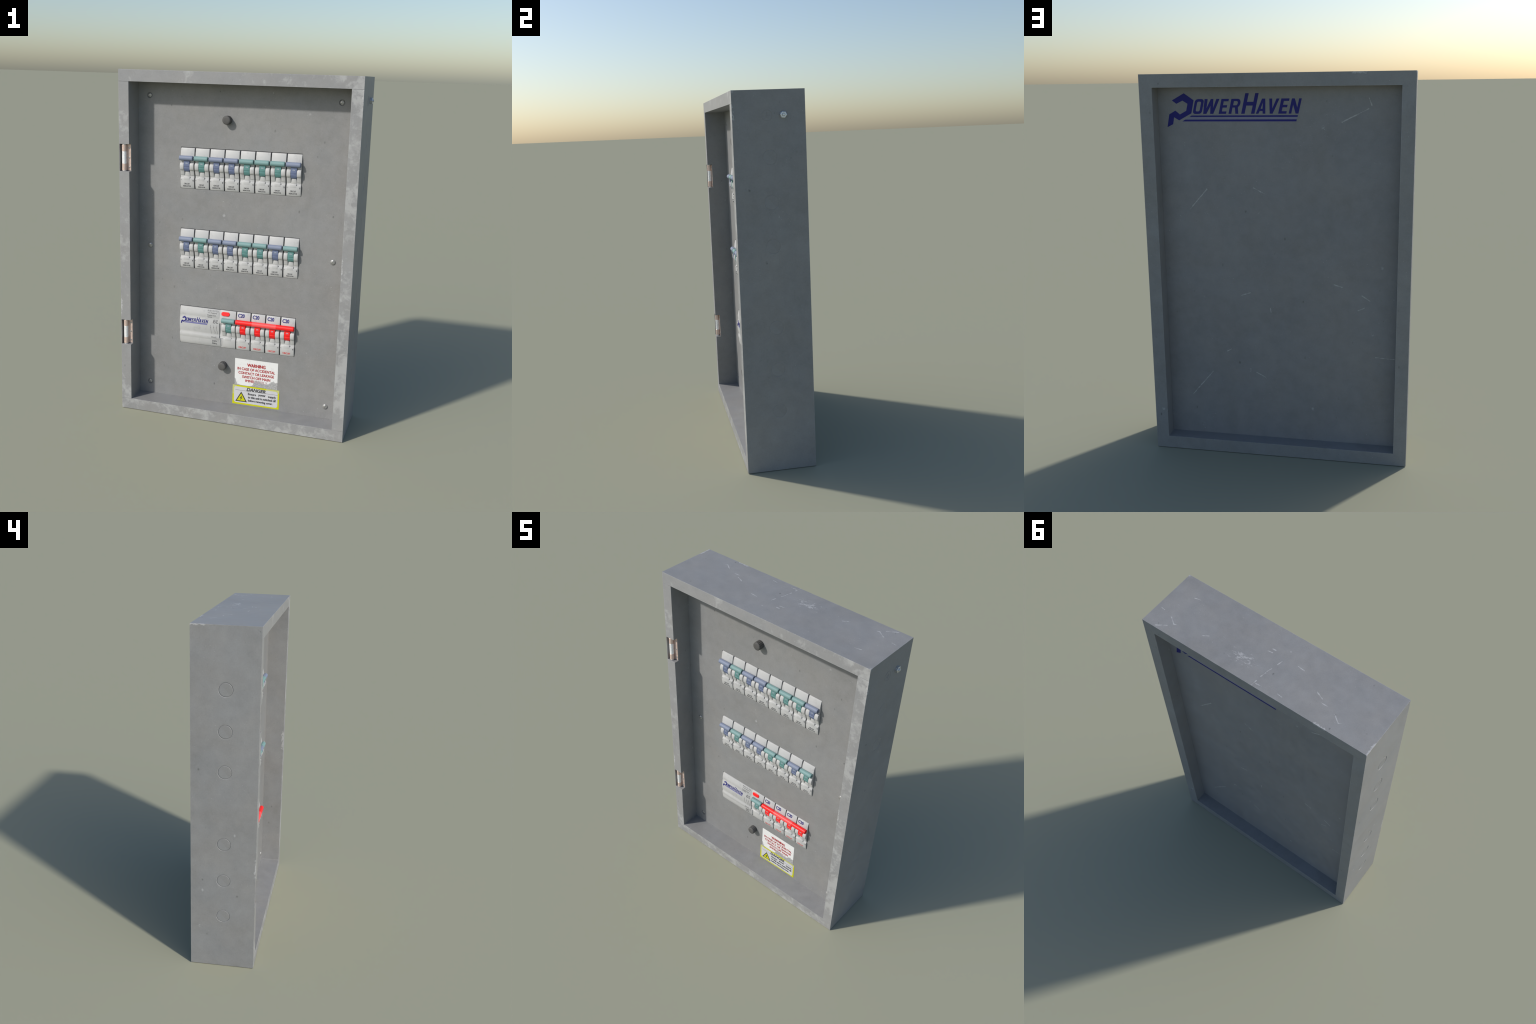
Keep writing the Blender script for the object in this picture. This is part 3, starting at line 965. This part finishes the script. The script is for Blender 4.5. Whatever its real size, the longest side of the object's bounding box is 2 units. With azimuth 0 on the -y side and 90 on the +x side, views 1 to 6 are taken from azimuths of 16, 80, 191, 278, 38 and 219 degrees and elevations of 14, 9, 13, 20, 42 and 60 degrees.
def build_labels():
    f = PY
    w = flat('warning_label', [[(-0.0133, 0.1982), (0.2498, 0.1982), (0.2490, 0.3648), (-0.0133, 0.3636)]], f + 0.001, f - 0.0009, M_PAPER, ROOT)
    lines = (('WARNING', 0.0620, 0.1745, 0.3293, 0.0215, 0.0013), ('IN CASE OF ACCIDENTAL', 0.0030, 0.2330, 0.3025, 0.0175, 0.0008),
             ('CONTACT OR LEAKAGE', 0.0096, 0.2275, 0.2772, 0.0175, 0.0008), ('SWITCH OFF MAIN', 0.0325, 0.2055, 0.2525, 0.0175, 0.0008),
             ('IMMEDIATELY', 0.0525, 0.1880, 0.2298, 0.0160, 0.0008))
    me = joined([words(t, x0, x1, z - h / 2, z + h / 2, lambda z: f - 0.0009, b, proud=0.0004) for t, x0, x1, z, h, b in lines], 'warning_lettering')
    add('warning_lettering', me, M_LABEL_RED, w)

    d = flat('danger_label', [[(-0.0250, 0.0742), (0.2635, 0.0768), (0.2622, 0.1972), (-0.0240, 0.1950)]], f + 0.001, f - 0.0010, M_YELLOW, ROOT)
    flat('danger_panel', [rounded(-0.0148, 0.2535, 0.0850, 0.1868, 0.013)], f, f - 0.0014, M_PANEL_WHITE, d)
    s = f - 0.0014
    flat('danger_rule', [[(-0.0070, 0.1640), (0.0610, 0.1640), (0.0610, 0.1655), (-0.0070, 0.1655)],
                         [(0.0610, 0.1640), (0.2530, 0.1660), (0.2530, 0.1675), (0.0610, 0.1655)]], s + 0.0004, s - 0.0003, M_GREYINK, d)
    tri = [(-0.0055, 0.0925), (0.0670, 0.0935), (0.0300, 0.1568)]
    cx, cz = sum(p[0] for p in tri) / 3, sum(p[1] for p in tri) / 3
    inner = [(cx + (x - cx) * 0.74, cz + (z - cz) * 0.74) for x, z in tri]
    flat('hazard_triangle', [tri], s + 0.0004, s - 0.0004, M_INK, d)
    flat('hazard_field', [inner], s, s - 0.0008, M_YELLOW2, d)
    bolt = [(0.0335, 0.1315), (0.0225, 0.1150), (0.0285, 0.1158), (0.0250, 0.1010), (0.0375, 0.1190), (0.0312, 0.1182), (0.0352, 0.1300)]
    flat('lightning_mark', [bolt], s - 0.0004, s - 0.0011, M_INK, d)
    lines = (('DANGER', 0.0620, 0.1800, 0.1760, 0.0215, 0.0014, 0.25), ('Ensure', 0.0715, 0.1220, 0.1480, 0.0140, 0.0009, 0), ('power', 0.1370, 0.1810, 0.1470, 0.0150, 0.0009, 0),
             ('supply', 0.1950, 0.2445, 0.1475, 0.0170, 0.0009, 0), ('to this unit is switched off', 0.0718, 0.2440, 0.1275, 0.0150, 0.0009, 0),
             ('before removing cover.', 0.0725, 0.2245, 0.1045, 0.0175, 0.0009, 0))
    me = joined([words(t, x0, x1, z - h / 2, z + h / 2, lambda z: s, b, k, proud=0.0004) for t, x0, x1, z, h, b, k in lines], 'danger_lettering')
    add('danger_lettering', me, M_DANGER, d)


# ----------------------------------------------------------------------------- assemble
M_FRAME_LOCAL = painted_steel('grey_painted_steel_stamped', STEEL_BASE)
build_enclosure()
build_knockouts()
build_bolt()
build_panels()
build_screws()
build_knobs()
build_hinges()
toggles, on_text = build_breakers()
build_rcd(toggles, on_text)
build_labels()
build_logo('logo', 0.5541, -0.1364, 1.7390, 1.9058, lambda z: BY, 1, ROOT, (0, 0, 0), M_NAVY, M_BACK_BAND, 0.0008)

for o in list(bpy.data.objects):
    if o.name.startswith('helper'):
        bpy.data.objects.remove(o)
for me in list(bpy.data.meshes):
    if me.users == 0:
        bpy.data.meshes.remove(me)
